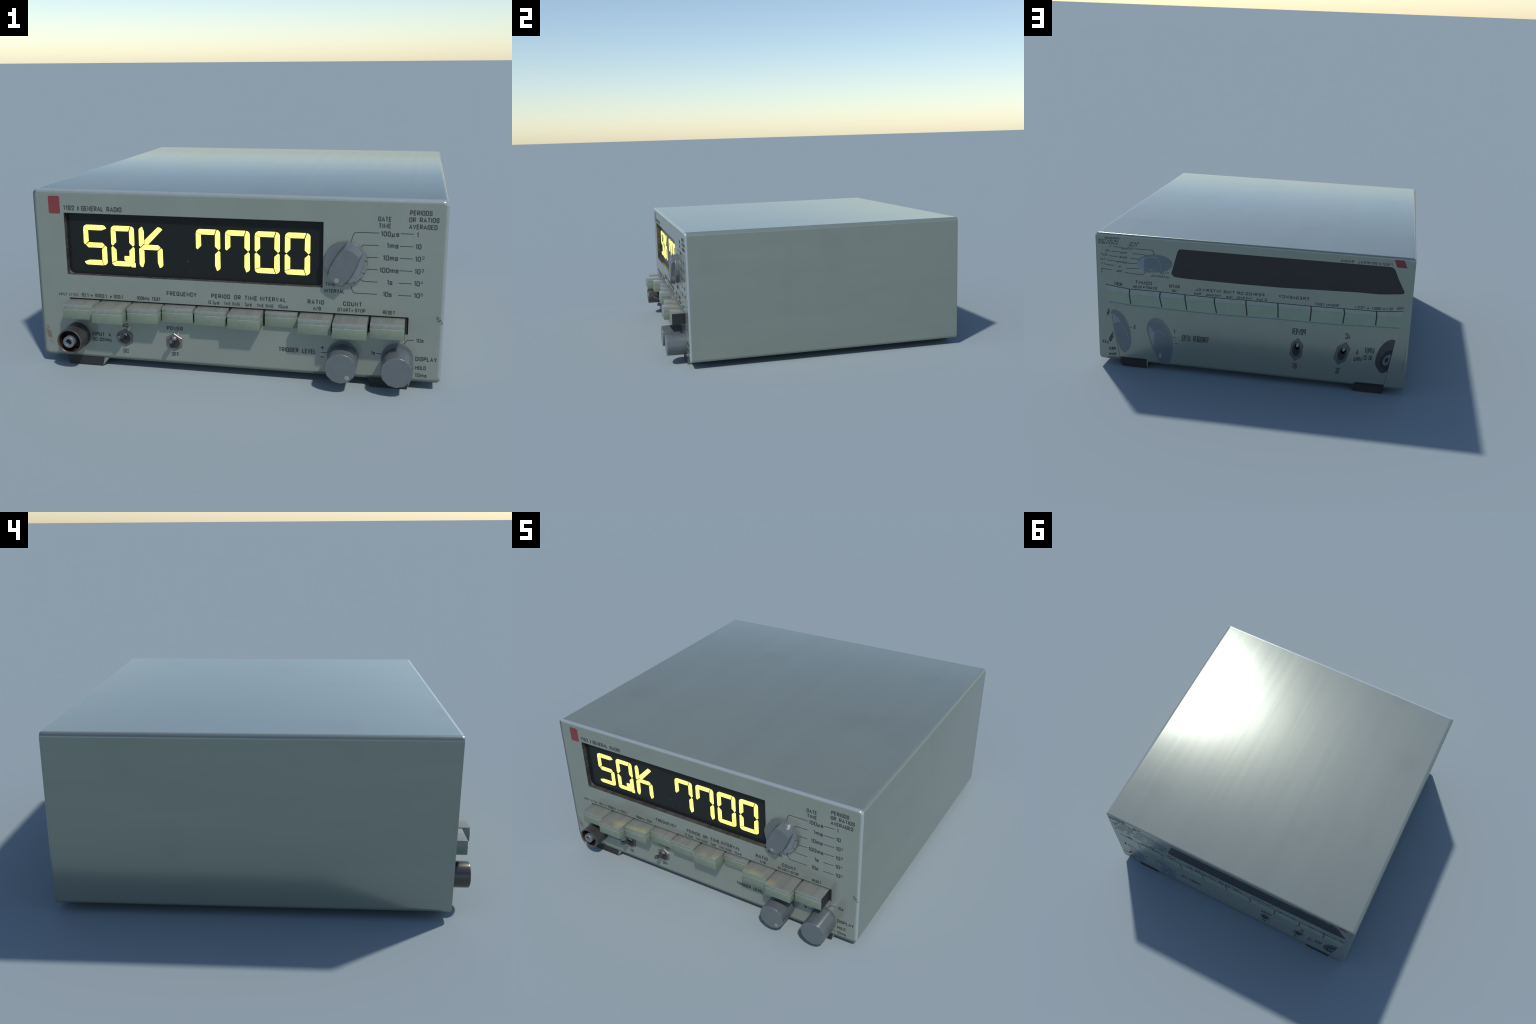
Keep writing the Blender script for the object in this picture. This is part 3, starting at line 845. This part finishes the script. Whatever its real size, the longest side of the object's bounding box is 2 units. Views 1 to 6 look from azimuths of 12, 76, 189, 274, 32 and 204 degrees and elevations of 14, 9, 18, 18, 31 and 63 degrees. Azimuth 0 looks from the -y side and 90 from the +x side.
# ------------------------------------------------------------------ front lettering
# word, start x, baseline z, width, cap height, weight (1 = heavy)
FRONT_WORDS = [
    ("1192", -0.8246, 0.7860, 0.0576, 0.0237, 0), ("GENERAL", -0.7325, 0.7852, 0.1131, 0.0242, 0), ("RADIO", -0.6032, 0.7842, 0.0761, 0.0245, 0),
    ("GATE", 0.6730, 0.7842, 0.0591, 0.0226, 0), ("TIME", 0.6762, 0.7543, 0.0556, 0.0224, 0),
    ("PERIODS", 0.8100, 0.8162, 0.0961, 0.0226, 0), ("OR", 0.8071, 0.7854, 0.0302, 0.0226, 0), ("RATIOS", 0.8523, 0.7857, 0.0846, 0.0226, 0), ("AVERAGED", 0.8076, 0.7544, 0.1226, 0.0224, 0),
    ("100µs", 0.6871, 0.7172, 0.0806, 0.0243, 0), ("1", 0.8426, 0.7180, 0.0084, 0.0240, 0),
    ("1ms", 0.7140, 0.6645, 0.0524, 0.0243, 0), ("10", 0.8389, 0.6648, 0.0270, 0.0243, 0),
    ("10ms", 0.6992, 0.6076, 0.0677, 0.0248, 0), ("10", 0.8394, 0.6085, 0.0268, 0.0243, 0), ("2", 0.8704, 0.6181, 0.0103, 0.0156, 0),
    ("100ms", 0.6855, 0.5506, 0.0852, 0.0245, 0), ("10", 0.8402, 0.5517, 0.0263, 0.0243, 0), ("3", 0.8705, 0.5615, 0.0108, 0.0156, 0),
    ("1s", 0.7207, 0.4954, 0.0251, 0.0245, 0), ("10", 0.8392, 0.4958, 0.0270, 0.0243, 0), ("4", 0.8688, 0.5067, 0.0111, 0.0145, 0),
    ("10s", 0.7048, 0.4389, 0.0397, 0.0246, 0), ("10", 0.8407, 0.4407, 0.0279, 0.0238, 0), ("5", 0.8710, 0.4505, 0.0111, 0.0148, 0),
    ("TIME", 0.4442, 0.4756, 0.0470, 0.0182, 0), ("INTERVAL", 0.4412, 0.4440, 0.0916, 0.0183, 0),
    ("INPUT", -0.8786, 0.3553, 0.0440, 0.0146, 0), ("ATTEN", -0.8262, 0.3556, 0.0496, 0.0146, 0), ("10:1", -0.7598, 0.3550, 0.0377, 0.0190, 0), ("1000:1", -0.6903, 0.3554, 0.0641, 0.0190, 0), ("100:1", -0.5920, 0.3558, 0.0503, 0.0188, 0),
    ("100kHz", -0.4710, 0.3555, 0.0652, 0.0188, 0), ("TEST", -0.3949, 0.3552, 0.0453, 0.0188, 0),
    ("FREQUENCY", -0.3185, 0.3862, 0.1511, 0.0219, 1),
    ("AC", -0.5528, 0.2094, 0.0293, 0.0215, 0), ("POWER", -0.3240, 0.2104, 0.0821, 0.0213, 0), ("INPUT", -0.7137, 0.1543, 0.0655, 0.0210, 0), ("A", -0.6295, 0.1548, 0.0152, 0.0210, 0),
    ("DC-32MHz", -0.7136, 0.1282, 0.1016, 0.0190, 0), ("DC", -0.5537, 0.0765, 0.0285, 0.0213, 0), ("OFF", -0.3031, 0.0778, 0.0378, 0.0210, 0),
    ("PERIOD", -0.0967, 0.3861, 0.0934, 0.0219, 1), ("OR", 0.0147, 0.3858, 0.0330, 0.0217, 1), ("TIME", 0.0652, 0.3857, 0.0616, 0.0220, 1), ("INTERVAL", 0.1390, 0.3858, 0.1247, 0.0219, 1),
    ("0.1µs", -0.1114, 0.3556, 0.0533, 0.0184, 0), ("TIME", -0.0364, 0.3556, 0.0335, 0.0150, 0), ("BASE", 0.0060, 0.3558, 0.0382, 0.0150, 0), ("1µs", 0.0649, 0.3561, 0.0341, 0.0183, 0),
    ("TIME", 0.1232, 0.3554, 0.0338, 0.0152, 0), ("BASE", 0.1664, 0.3556, 0.0384, 0.0152, 0), ("10µs", 0.2239, 0.3558, 0.0468, 0.0180, 0),
    ("RATIO", 0.3637, 0.3849, 0.0766, 0.0219, 1), ("A/B", 0.3884, 0.3558, 0.0376, 0.0185, 0), ("COUNT", 0.5271, 0.3847, 0.0876, 0.0219, 1),
    ("START", 0.5019, 0.3568, 0.0613, 0.0178, 0), ("STOP", 0.5815, 0.3572, 0.0483, 0.0176, 0), ("RESET", 0.7075, 0.3565, 0.0556, 0.0181, 0),
    ("TRIGGER", 0.2277, 0.1412, 0.0952, 0.0230, 0), ("LEVEL", 0.3399, 0.1407, 0.0655, 0.0230, 0),
    ("1s", 0.6589, 0.1573, 0.0204, 0.0191, 0), ("10s", 0.8605, 0.2307, 0.0340, 0.0190, 0), ("DISPLAY", 0.8615, 0.1412, 0.0965, 0.0214, 0),
    ("HOLD", 0.8628, 0.0992, 0.0485, 0.0188, 0), ("10ms", 0.8620, 0.0627, 0.0538, 0.0195, 0),
]
INK = (YF + 0.0004, YF - 0.0005)
for body, x, z, w, h, heavy in FRONT_WORDS:
    lettering(body, (x, z), (x + w, z), (x, z + h), *INK, front, 0.240 if heavy else (0.185 if h > 0.016 else 0.150), M["ink_bold"] if heavy else M["ink"])

LINE = 0.0032
FRONT_LINES = [
    [(0.5569, 0.6858), (0.5661, 0.7192), (0.5690, 0.7250), (0.5735, 0.7297), (0.5813, 0.7317), (0.6797, 0.7319)],
    [(0.5987, 0.6613), (0.6070, 0.6707), (0.6110, 0.6734), (0.6164, 0.6748), (0.6795, 0.6750)],
    [(0.6290, 0.6170), (0.6339, 0.6195), (0.6791, 0.6195)],
    [(0.6290, 0.5634), (0.6789, 0.5636)],
    [(0.6063, 0.5144), (0.6114, 0.5088), (0.6186, 0.5063), (0.6793, 0.5060)],
    [(0.5612, 0.4800), (0.5645, 0.4680), (0.5690, 0.4575), (0.5745, 0.4512), (0.5828, 0.4487), (0.6788, 0.4487)],
    [(0.8080, 0.2170), (0.8150, 0.2303), (0.8190, 0.2360), (0.8240, 0.2388), (0.8317, 0.2400), (0.8516, 0.2393)],
    [(0.6857, 0.1650), (0.7023, 0.1640), (0.7150, 0.1560)],
    [(0.4298, 0.1509), (0.4657, 0.1511)], [(0.4256, 0.1282), (0.4442, 0.1282)],
    [(0.4257, 0.1744), (0.4451, 0.1744)], [(0.4354, 0.1650), (0.4354, 0.1842)],
    [(0.8440, 0.1061), (0.8535, 0.1056)], [(0.8354, 0.0726), (0.8525, 0.0730)],
] + [[(0.7735, z), (0.8308, z)] for z in (0.7327, 0.6757, 0.6206, 0.5640, 0.5061, 0.4491)]
for pts in FRONT_LINES:
    slab("scale_line", stroke_outline(pts, LINE), *INK, M["ink"], front)
for x, z, r in ((-0.7052, 0.3633, 0.0050), (-0.6049, 0.3630, 0.0050), (0.5697, 0.3648, 0.0041)):
    slab("bullet", ellipse(x, z, r, r, 16), *INK, M["ink"], front)
slab("divider_bar", [(-0.7515, 0.7868), (-0.7449, 0.7868), (-0.7449, 0.8060), (-0.7515, 0.8060)], *INK, M["ink_bold"], front)
slab("red_badge", rounded_rect(-0.9006, -0.8422, 0.7680, 0.8540, 0.0065, 4), *INK, M["red"], front)

# ------------------------------------------------------------------ printed picture on the back
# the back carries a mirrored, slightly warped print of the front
BI = (YB - 0.0004, YB + 0.0008)       # ink layers, each proud of the one below
BK_WORDS = [
    ("PERIODS", 0.826, 0.849, 0.920, 0.848, 0.821, 0.862), ("OR RATIOS", 0.831, 0.831, 0.961, 0.833, 0.826, 0.844), ("AVERAGED", 0.835, 0.815, 0.961, 0.816, 0.831, 0.828),
    ("GATE", 0.701, 0.830, 0.759, 0.828, 0.696, 0.842), ("TIME", 0.713, 0.812, 0.766, 0.812, 0.708, 0.825),
    ("100µs", 0.733, 0.792, 0.811, 0.791, 0.729, 0.805), ("1", 0.880, 0.794, 0.889, 0.794, 0.877, 0.806), ("1ms", 0.775, 0.762, 0.818, 0.762, 0.771, 0.775), ("10", 0.888, 0.765, 0.917, 0.766, 0.884, 0.779),
    ("10ms", 0.777, 0.729, 0.828, 0.732, 0.772, 0.743), ("10", 0.903, 0.737, 0.932, 0.737, 0.900, 0.751), ("2", 0.936, 0.744, 0.945, 0.745, 0.935, 0.753),
    ("100ms", 0.777, 0.697, 0.844, 0.701, 0.773, 0.710), ("10", 0.920, 0.709, 0.950, 0.709, 0.917, 0.721), ("1s", 0.816, 0.671, 0.833, 0.670, 0.814, 0.683), ("1", 0.935, 0.680, 0.942, 0.680, 0.932, 0.692), ("10s", 0.812, 0.638, 0.846, 0.639, 0.810, 0.652),
    ("TIME", 0.510, 0.653, 0.566, 0.652, 0.508, 0.664), ("INTERVAL", 0.510, 0.625, 0.627, 0.628, 0.509, 0.639),
    ("RESET", 0.814, 0.547, 0.867, 0.552, 0.813, 0.567), ("COUNT", 0.619, 0.572, 0.727, 0.572, 0.619, 0.593), ("START", 0.587, 0.543, 0.663, 0.543, 0.587, 0.562), ("STOP", 0.687, 0.543, 0.745, 0.541, 0.686, 0.560),
    ("RATIO", 0.443, 0.567, 0.509, 0.567, 0.442, 0.588), ("A/B", 0.462, 0.539, 0.490, 0.539, 0.460, 0.557),
    ("1µs", 0.107, 0.537, 0.146, 0.536, 0.106, 0.552), ("TIME BASE", 0.178, 0.537, 0.275, 0.535, 0.177, 0.550), ("10µs", 0.301, 0.538, 0.351, 0.537, 0.299, 0.554),
    ("PERIOD OR TIME INTERVAL", -0.090, 0.565, 0.344, 0.562, -0.091, 0.584), ("TIME BASE", -0.016, 0.538, 0.080, 0.537, -0.017, 0.551), ("0.1µs", -0.108, 0.537, -0.043, 0.536, -0.108, 0.554),
    ("FREQUENCY", -0.362, 0.568, -0.177, 0.567, -0.363, 0.587), ("100kHz TEST", -0.550, 0.544, -0.400, 0.540, -0.551, 0.561), ("100:1", -0.703, 0.547, -0.643, 0.544, -0.703, 0.563), ("1000:1", -0.801, 0.549, -0.745, 0.546, -0.801, 0.566),
    ("10:1", -0.870, 0.555, -0.830, 0.551, -0.870, 0.572), ("TTEN", -0.932, 0.563, -0.891, 0.560, -0.930, 0.581), ("1192", -0.848, 0.831, -0.791, 0.830, -0.844, 0.845), ("GENERAL", -0.756, 0.830, -0.642, 0.829, -0.755, 0.845), ("RADIO", -0.619, 0.829, -0.542, 0.828, -0.618, 0.844),
    ("POWER", -0.354, 0.337, -0.267, 0.336, -0.356, 0.378), ("OFF", -0.308, 0.106, -0.274, 0.108, -0.310, 0.143), ("AC", -0.625, 0.340, -0.594, 0.340, -0.627, 0.379), ("DC", -0.571, 0.104, -0.543, 0.105, -0.577, 0.143),
    ("INPUT", -0.777, 0.261, -0.715, 0.258, -0.778, 0.299), ("A", -0.683, 0.244, -0.664, 0.244, -0.685, 0.282), ("DC-32", -0.767, 0.217, -0.713, 0.215, -0.768, 0.248), ("MHz", -0.704, 0.202, -0.652, 0.200, -0.709, 0.234),
    ("TRIGGER", 0.254, 0.218, 0.359, 0.218, 0.251, 0.258), ("LEVEL", 0.374, 0.218, 0.438, 0.216, 0.373, 0.258), ("1s", 0.731, 0.265, 0.746, 0.264, 0.732, 0.296),
    ("10ms", 0.862, 0.066, 0.915, 0.065, 0.862, 0.086), ("HOLD", 0.866, 0.106, 0.912, 0.102, 0.868, 0.126), ("DISP", 0.881, 0.194, 0.909, 0.142, 0.884, 0.232), ("LAY", 0.916, 0.144, 0.957, 0.146, 0.916, 0.168), ("10s", 0.898, 0.366, 0.916, 0.336, 0.904, 0.392),
]
HEAVY = ("COUNT", "RATIO", "FREQUENCY", "PERIOD OR TIME INTERVAL")
for body, x, z, rx, rz, ux, uz in BK_WORDS:
    hv = body in HEAVY
    lettering(body, (x, z), (rx, rz), (ux, uz), *BI, back, 0.240 if hv else 0.185, M["ink_bold"] if hv else M["ink"])
BK_LINES = [
    [(0.724, 0.799), (0.622, 0.800), (0.612, 0.798), (0.606, 0.792), (0.604, 0.785), (0.604, 0.770)], [(0.740, 0.767), (0.665, 0.766), (0.651, 0.758)], [(0.755, 0.735), (0.694, 0.734)], [(0.770, 0.702), (0.711, 0.704)],
    [(0.785, 0.668), (0.716, 0.671), (0.698, 0.676)], [(0.793, 0.639), (0.684, 0.633), (0.674, 0.636), (0.660, 0.654)],
    [(0.865, 0.802), (0.814, 0.801)], [(0.878, 0.771), (0.824, 0.770)], [(0.892, 0.740), (0.834, 0.739)], [(0.910, 0.712), (0.845, 0.708)], [(0.926, 0.684), (0.860, 0.677)],
    [(0.876, 0.648), (0.943, 0.654), (0.944, 0.625)], [(0.495, 0.236), (0.466, 0.234)], [(0.472, 0.193), (0.455, 0.193)], [(0.468, 0.277), (0.482, 0.277)], [(0.475, 0.262), (0.475, 0.292)], [(0.773, 0.274), (0.753, 0.275)],
]
for pts in BK_LINES:
    slab("scale_line", stroke_outline(pts, 0.0030), *BI, M["ink"], back)
for x, z in ((-0.720, 0.552), (-0.815, 0.557), (0.672, 0.552)):
    slab("bullet", ellipse(x, z, 0.0052, 0.0052, 14), *BI, M["ink"], back)
slab("divider_bar", [(-0.766, 0.841), (-0.772, 0.842), (-0.776, 0.831), (-0.770, 0.829)], *BI, M["ink_bold"], back)
slab("red_badge", [(-0.853, 0.869), (-0.907, 0.869), (-0.911, 0.866), (-0.930, 0.823), (-0.874, 0.823), (-0.870, 0.826)], *BI, M["red"], back)
slab("printed_window", [(0.434, 0.821), (0.446, 0.817), (0.454, 0.803), (0.493, 0.664), (0.492, 0.656), (0.476, 0.639), (0.403, 0.635), (0.062, 0.632), (-0.181, 0.633), (-0.419, 0.640), (-0.663, 0.648), (-0.780, 0.647), (-0.908, 0.660), (-0.922, 0.664), (-0.927, 0.674), (-0.889, 0.745), (-0.860, 0.810), (-0.842, 0.822), (-0.812, 0.823), (-0.410, 0.822), (0.065, 0.821)], *BI, M["print_black"], back)

for x, z in ((-0.064, 0.689), (-0.227, 0.690), (-0.391, 0.692), (-0.558, 0.693), (-0.721, 0.695)):
    slab("amber_spot", ellipse(x, z, 0.010, 0.004, 14), YB, YB + 0.0011, M["amber"], back)

# printed row of keys: dark ground, then one warped quad pair per key
KT = [(0.921, 0.547), (0.765, 0.530), (0.566, 0.531), (0.407, 0.527), (0.220, 0.526), (0.022, 0.529), (-0.175, 0.529), (-0.377, 0.530), (-0.577, 0.534), (-0.772, 0.536), (-0.930, 0.551)]
KM = [(0.916, 0.507), (0.768, 0.494), (0.571, 0.498), (0.407, 0.497), (0.221, 0.497), (0.022, 0.502), (-0.177, 0.503), (-0.381, 0.505), (-0.583, 0.508), (-0.775, 0.507), (-0.924, 0.516)]
KB = [(0.902, 0.440), (0.759, 0.428), (0.556, 0.427), (0.395, 0.424), (0.205, 0.422), (0.013, 0.426), (-0.180, 0.431), (-0.376, 0.430), (-0.575, 0.433), (-0.772, 0.443), (-0.914, 0.448)]
slab("printed_key_gap", [(x, z + 0.004) for x, z in KT] + [(x, z + 0.006) for x, z in KB[::-1]], YB - 0.0004, YB + 0.0006, M["print_black"], back)
for i in range(10):
    g0 = 0.0005 if i == 0 else 0.0045
    g1 = 0.0005 if i == 9 else 0.0035
    t0, t1, m0, m1, b0, b1 = KT[i], KT[i + 1], KM[i], KM[i + 1], KB[i], KB[i + 1]
    key = slab("printed_key", [(m0[0] - g0, m0[1]), (m1[0] + g1, m1[1]), (b1[0] + g1, b1[1]), (b0[0] - g0, b0[1])], YB, YB + 0.0010, M["print_key"], back)
    slab("printed_key_top", [(t0[0] - g0, t0[1]), (t1[0] + g1, t1[1]), (m1[0] + g1, m1[1] + 0.0015), (m0[0] - g0, m0[1] + 0.0015)], YB, YB + 0.0010, M["print_key_upper"], back)
    slab("printed_key_line", [(m0[0] - g0, m0[1] + 0.0016), (m1[0] + g1, m1[1] + 0.0016), (m1[0] + g1, m1[1] - 0.0016), (m0[0] - g0, m0[1] - 0.0016)], YB, YB + 0.0013, M["key_line"], back)

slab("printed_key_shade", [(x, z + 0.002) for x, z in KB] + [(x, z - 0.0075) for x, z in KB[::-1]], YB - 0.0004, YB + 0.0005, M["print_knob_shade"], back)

# printed selector
slab("printed_selector", ellipse(0.599, 0.715, 0.112, 0.058, 48, -0.06), YB - 0.0004, YB + 0.0006, M["print_knob"], back)
slab("printed_selector_flank", smooth_path([(0.710, 0.707), (0.692, 0.733), (0.664, 0.748), (0.662, 0.700), (0.664, 0.657), (0.694, 0.676)]), YB, YB + 0.0009, M["print_knob_light"], back)
slab("printed_grip", smooth_path([(0.662, 0.745), (0.640, 0.757), (0.616, 0.760), (0.590, 0.758), (0.572, 0.752), (0.564, 0.710), (0.560, 0.668), (0.614, 0.656), (0.664, 0.655), (0.668, 0.700)]), YB, YB + 0.0012, M["print_knob"], back)
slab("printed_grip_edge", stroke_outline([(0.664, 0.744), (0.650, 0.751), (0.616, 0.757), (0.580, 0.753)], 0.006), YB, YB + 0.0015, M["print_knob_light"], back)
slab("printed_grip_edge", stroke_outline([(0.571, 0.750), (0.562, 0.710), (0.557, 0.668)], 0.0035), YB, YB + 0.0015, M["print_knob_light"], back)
slab("printed_dot", ellipse(0.620, 0.673, 0.013, 0.007, 20), YB, YB + 0.0013, M["dot"], back)

# printed control knobs
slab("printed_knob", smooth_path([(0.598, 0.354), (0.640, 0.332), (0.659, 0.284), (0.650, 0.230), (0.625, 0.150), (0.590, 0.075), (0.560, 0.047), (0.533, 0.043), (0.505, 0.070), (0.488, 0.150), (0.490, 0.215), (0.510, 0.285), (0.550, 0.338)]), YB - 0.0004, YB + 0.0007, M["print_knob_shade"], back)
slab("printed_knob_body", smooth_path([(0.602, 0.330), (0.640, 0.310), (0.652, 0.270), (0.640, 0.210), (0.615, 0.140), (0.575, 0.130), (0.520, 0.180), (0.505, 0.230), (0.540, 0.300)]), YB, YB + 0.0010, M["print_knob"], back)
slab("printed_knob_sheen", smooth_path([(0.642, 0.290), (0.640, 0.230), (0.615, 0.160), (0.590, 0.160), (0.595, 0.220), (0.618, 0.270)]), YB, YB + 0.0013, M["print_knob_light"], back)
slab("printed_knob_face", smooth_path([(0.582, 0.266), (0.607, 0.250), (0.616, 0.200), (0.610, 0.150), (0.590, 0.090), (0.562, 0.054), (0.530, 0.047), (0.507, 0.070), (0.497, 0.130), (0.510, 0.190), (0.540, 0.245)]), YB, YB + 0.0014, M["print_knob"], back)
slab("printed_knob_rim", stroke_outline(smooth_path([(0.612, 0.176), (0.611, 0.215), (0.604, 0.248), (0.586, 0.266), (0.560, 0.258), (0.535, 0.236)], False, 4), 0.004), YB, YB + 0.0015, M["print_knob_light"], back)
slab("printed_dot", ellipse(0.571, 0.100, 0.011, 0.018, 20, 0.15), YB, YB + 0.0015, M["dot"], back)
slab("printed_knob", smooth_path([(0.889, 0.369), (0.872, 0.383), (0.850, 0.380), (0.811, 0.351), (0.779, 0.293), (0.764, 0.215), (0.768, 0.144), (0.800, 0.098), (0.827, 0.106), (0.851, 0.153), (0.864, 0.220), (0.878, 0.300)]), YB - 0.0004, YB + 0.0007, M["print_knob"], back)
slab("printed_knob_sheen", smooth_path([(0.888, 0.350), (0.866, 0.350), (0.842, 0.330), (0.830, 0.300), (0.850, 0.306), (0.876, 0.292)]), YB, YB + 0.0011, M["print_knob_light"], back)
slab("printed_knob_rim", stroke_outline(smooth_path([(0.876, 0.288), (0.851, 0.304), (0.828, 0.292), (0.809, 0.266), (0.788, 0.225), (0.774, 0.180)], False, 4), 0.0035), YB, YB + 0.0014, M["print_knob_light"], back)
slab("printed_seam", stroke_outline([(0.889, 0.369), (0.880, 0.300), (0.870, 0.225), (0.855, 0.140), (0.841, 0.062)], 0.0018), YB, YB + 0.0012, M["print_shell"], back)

# printed toggle switches
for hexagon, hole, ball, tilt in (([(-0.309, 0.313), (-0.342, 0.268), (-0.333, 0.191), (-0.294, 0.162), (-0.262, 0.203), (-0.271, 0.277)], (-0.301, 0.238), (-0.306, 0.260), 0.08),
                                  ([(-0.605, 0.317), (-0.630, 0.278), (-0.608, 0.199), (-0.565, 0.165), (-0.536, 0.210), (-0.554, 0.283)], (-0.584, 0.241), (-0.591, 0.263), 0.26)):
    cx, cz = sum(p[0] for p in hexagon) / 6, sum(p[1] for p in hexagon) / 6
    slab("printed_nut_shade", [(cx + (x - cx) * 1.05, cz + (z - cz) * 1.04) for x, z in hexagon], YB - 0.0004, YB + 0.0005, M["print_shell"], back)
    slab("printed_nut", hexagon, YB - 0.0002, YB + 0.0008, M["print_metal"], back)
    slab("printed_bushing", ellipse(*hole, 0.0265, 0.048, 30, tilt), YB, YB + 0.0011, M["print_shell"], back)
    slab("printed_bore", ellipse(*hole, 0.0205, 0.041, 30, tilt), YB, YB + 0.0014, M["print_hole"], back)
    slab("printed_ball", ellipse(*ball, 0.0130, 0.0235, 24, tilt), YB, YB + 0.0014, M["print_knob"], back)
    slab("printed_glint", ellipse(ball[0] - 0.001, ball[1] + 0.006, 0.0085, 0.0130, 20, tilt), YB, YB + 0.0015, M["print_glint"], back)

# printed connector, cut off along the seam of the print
slab("printed_connector", [(-0.899, 0.361), (-0.888, 0.366), (-0.874, 0.366), (-0.850, 0.354), (-0.829, 0.334), (-0.808, 0.300), (-0.794, 0.263), (-0.787, 0.207), (-0.793, 0.180), (-0.806, 0.160), (-0.820, 0.143), (-0.835, 0.137), (-0.866, 0.152)], YB - 0.0004, YB + 0.0006, M["print_shell"], back)
slab("printed_connector_ring", [(-0.889, 0.297), (-0.868, 0.294), (-0.846, 0.281), (-0.826, 0.250), (-0.815, 0.212), (-0.820, 0.185), (-0.836, 0.166), (-0.868, 0.163)], YB, YB + 0.0010, M["print_hole"], back)
slab("printed_connector_sleeve", [(-0.880, 0.267), (-0.866, 0.266), (-0.845, 0.250), (-0.832, 0.222), (-0.832, 0.201), (-0.846, 0.189), (-0.860, 0.196), (-0.871, 0.214)], YB, YB + 0.0014, M["print_knob"], back)
slab("printed_bore", ellipse(-0.855, 0.229, 0.0105, 0.018, 20, 0.3), YB, YB + 0.0018, M["print_hole"], back)
slab("printed_seam", stroke_outline([(-0.868, 0.156), (-0.855, 0.085), (-0.850, 0.062)], 0.0014), YB, YB + 0.0010, M["print_shell"], back)
# printed feet carry the black of the real feet up onto the panel
slab("printed_foot", [(0.8385, 0.062), (0.6620, 0.0625), (0.6600, Z0 + 0.003), (0.8345, Z0 + 0.003)], YB - 0.006, YB + 0.0007, M["print_black"], back)
slab("printed_foot", [(-0.678, 0.0605), (-0.8520, 0.0625), (-0.8500, Z0 + 0.003), (-0.6640, Z0 + 0.003), (-0.6650, 0.046)], YB - 0.006, YB + 0.0007, M["print_black"], back)
slab("printed_foot_edge", [(0.6615, 0.0625), (0.6550, 0.0635), (0.6530, 0.050), (0.6535, 0.030), (0.6560, 0.003), (0.6605, 0.003)], YB - 0.004, YB + 0.0009, M["print_glint"], back)

# ------------------------------------------------------------------ housekeeping
for o in list(bpy.data.objects):
    if o.type == "MESH" and o.parent is None:
        o.parent = root
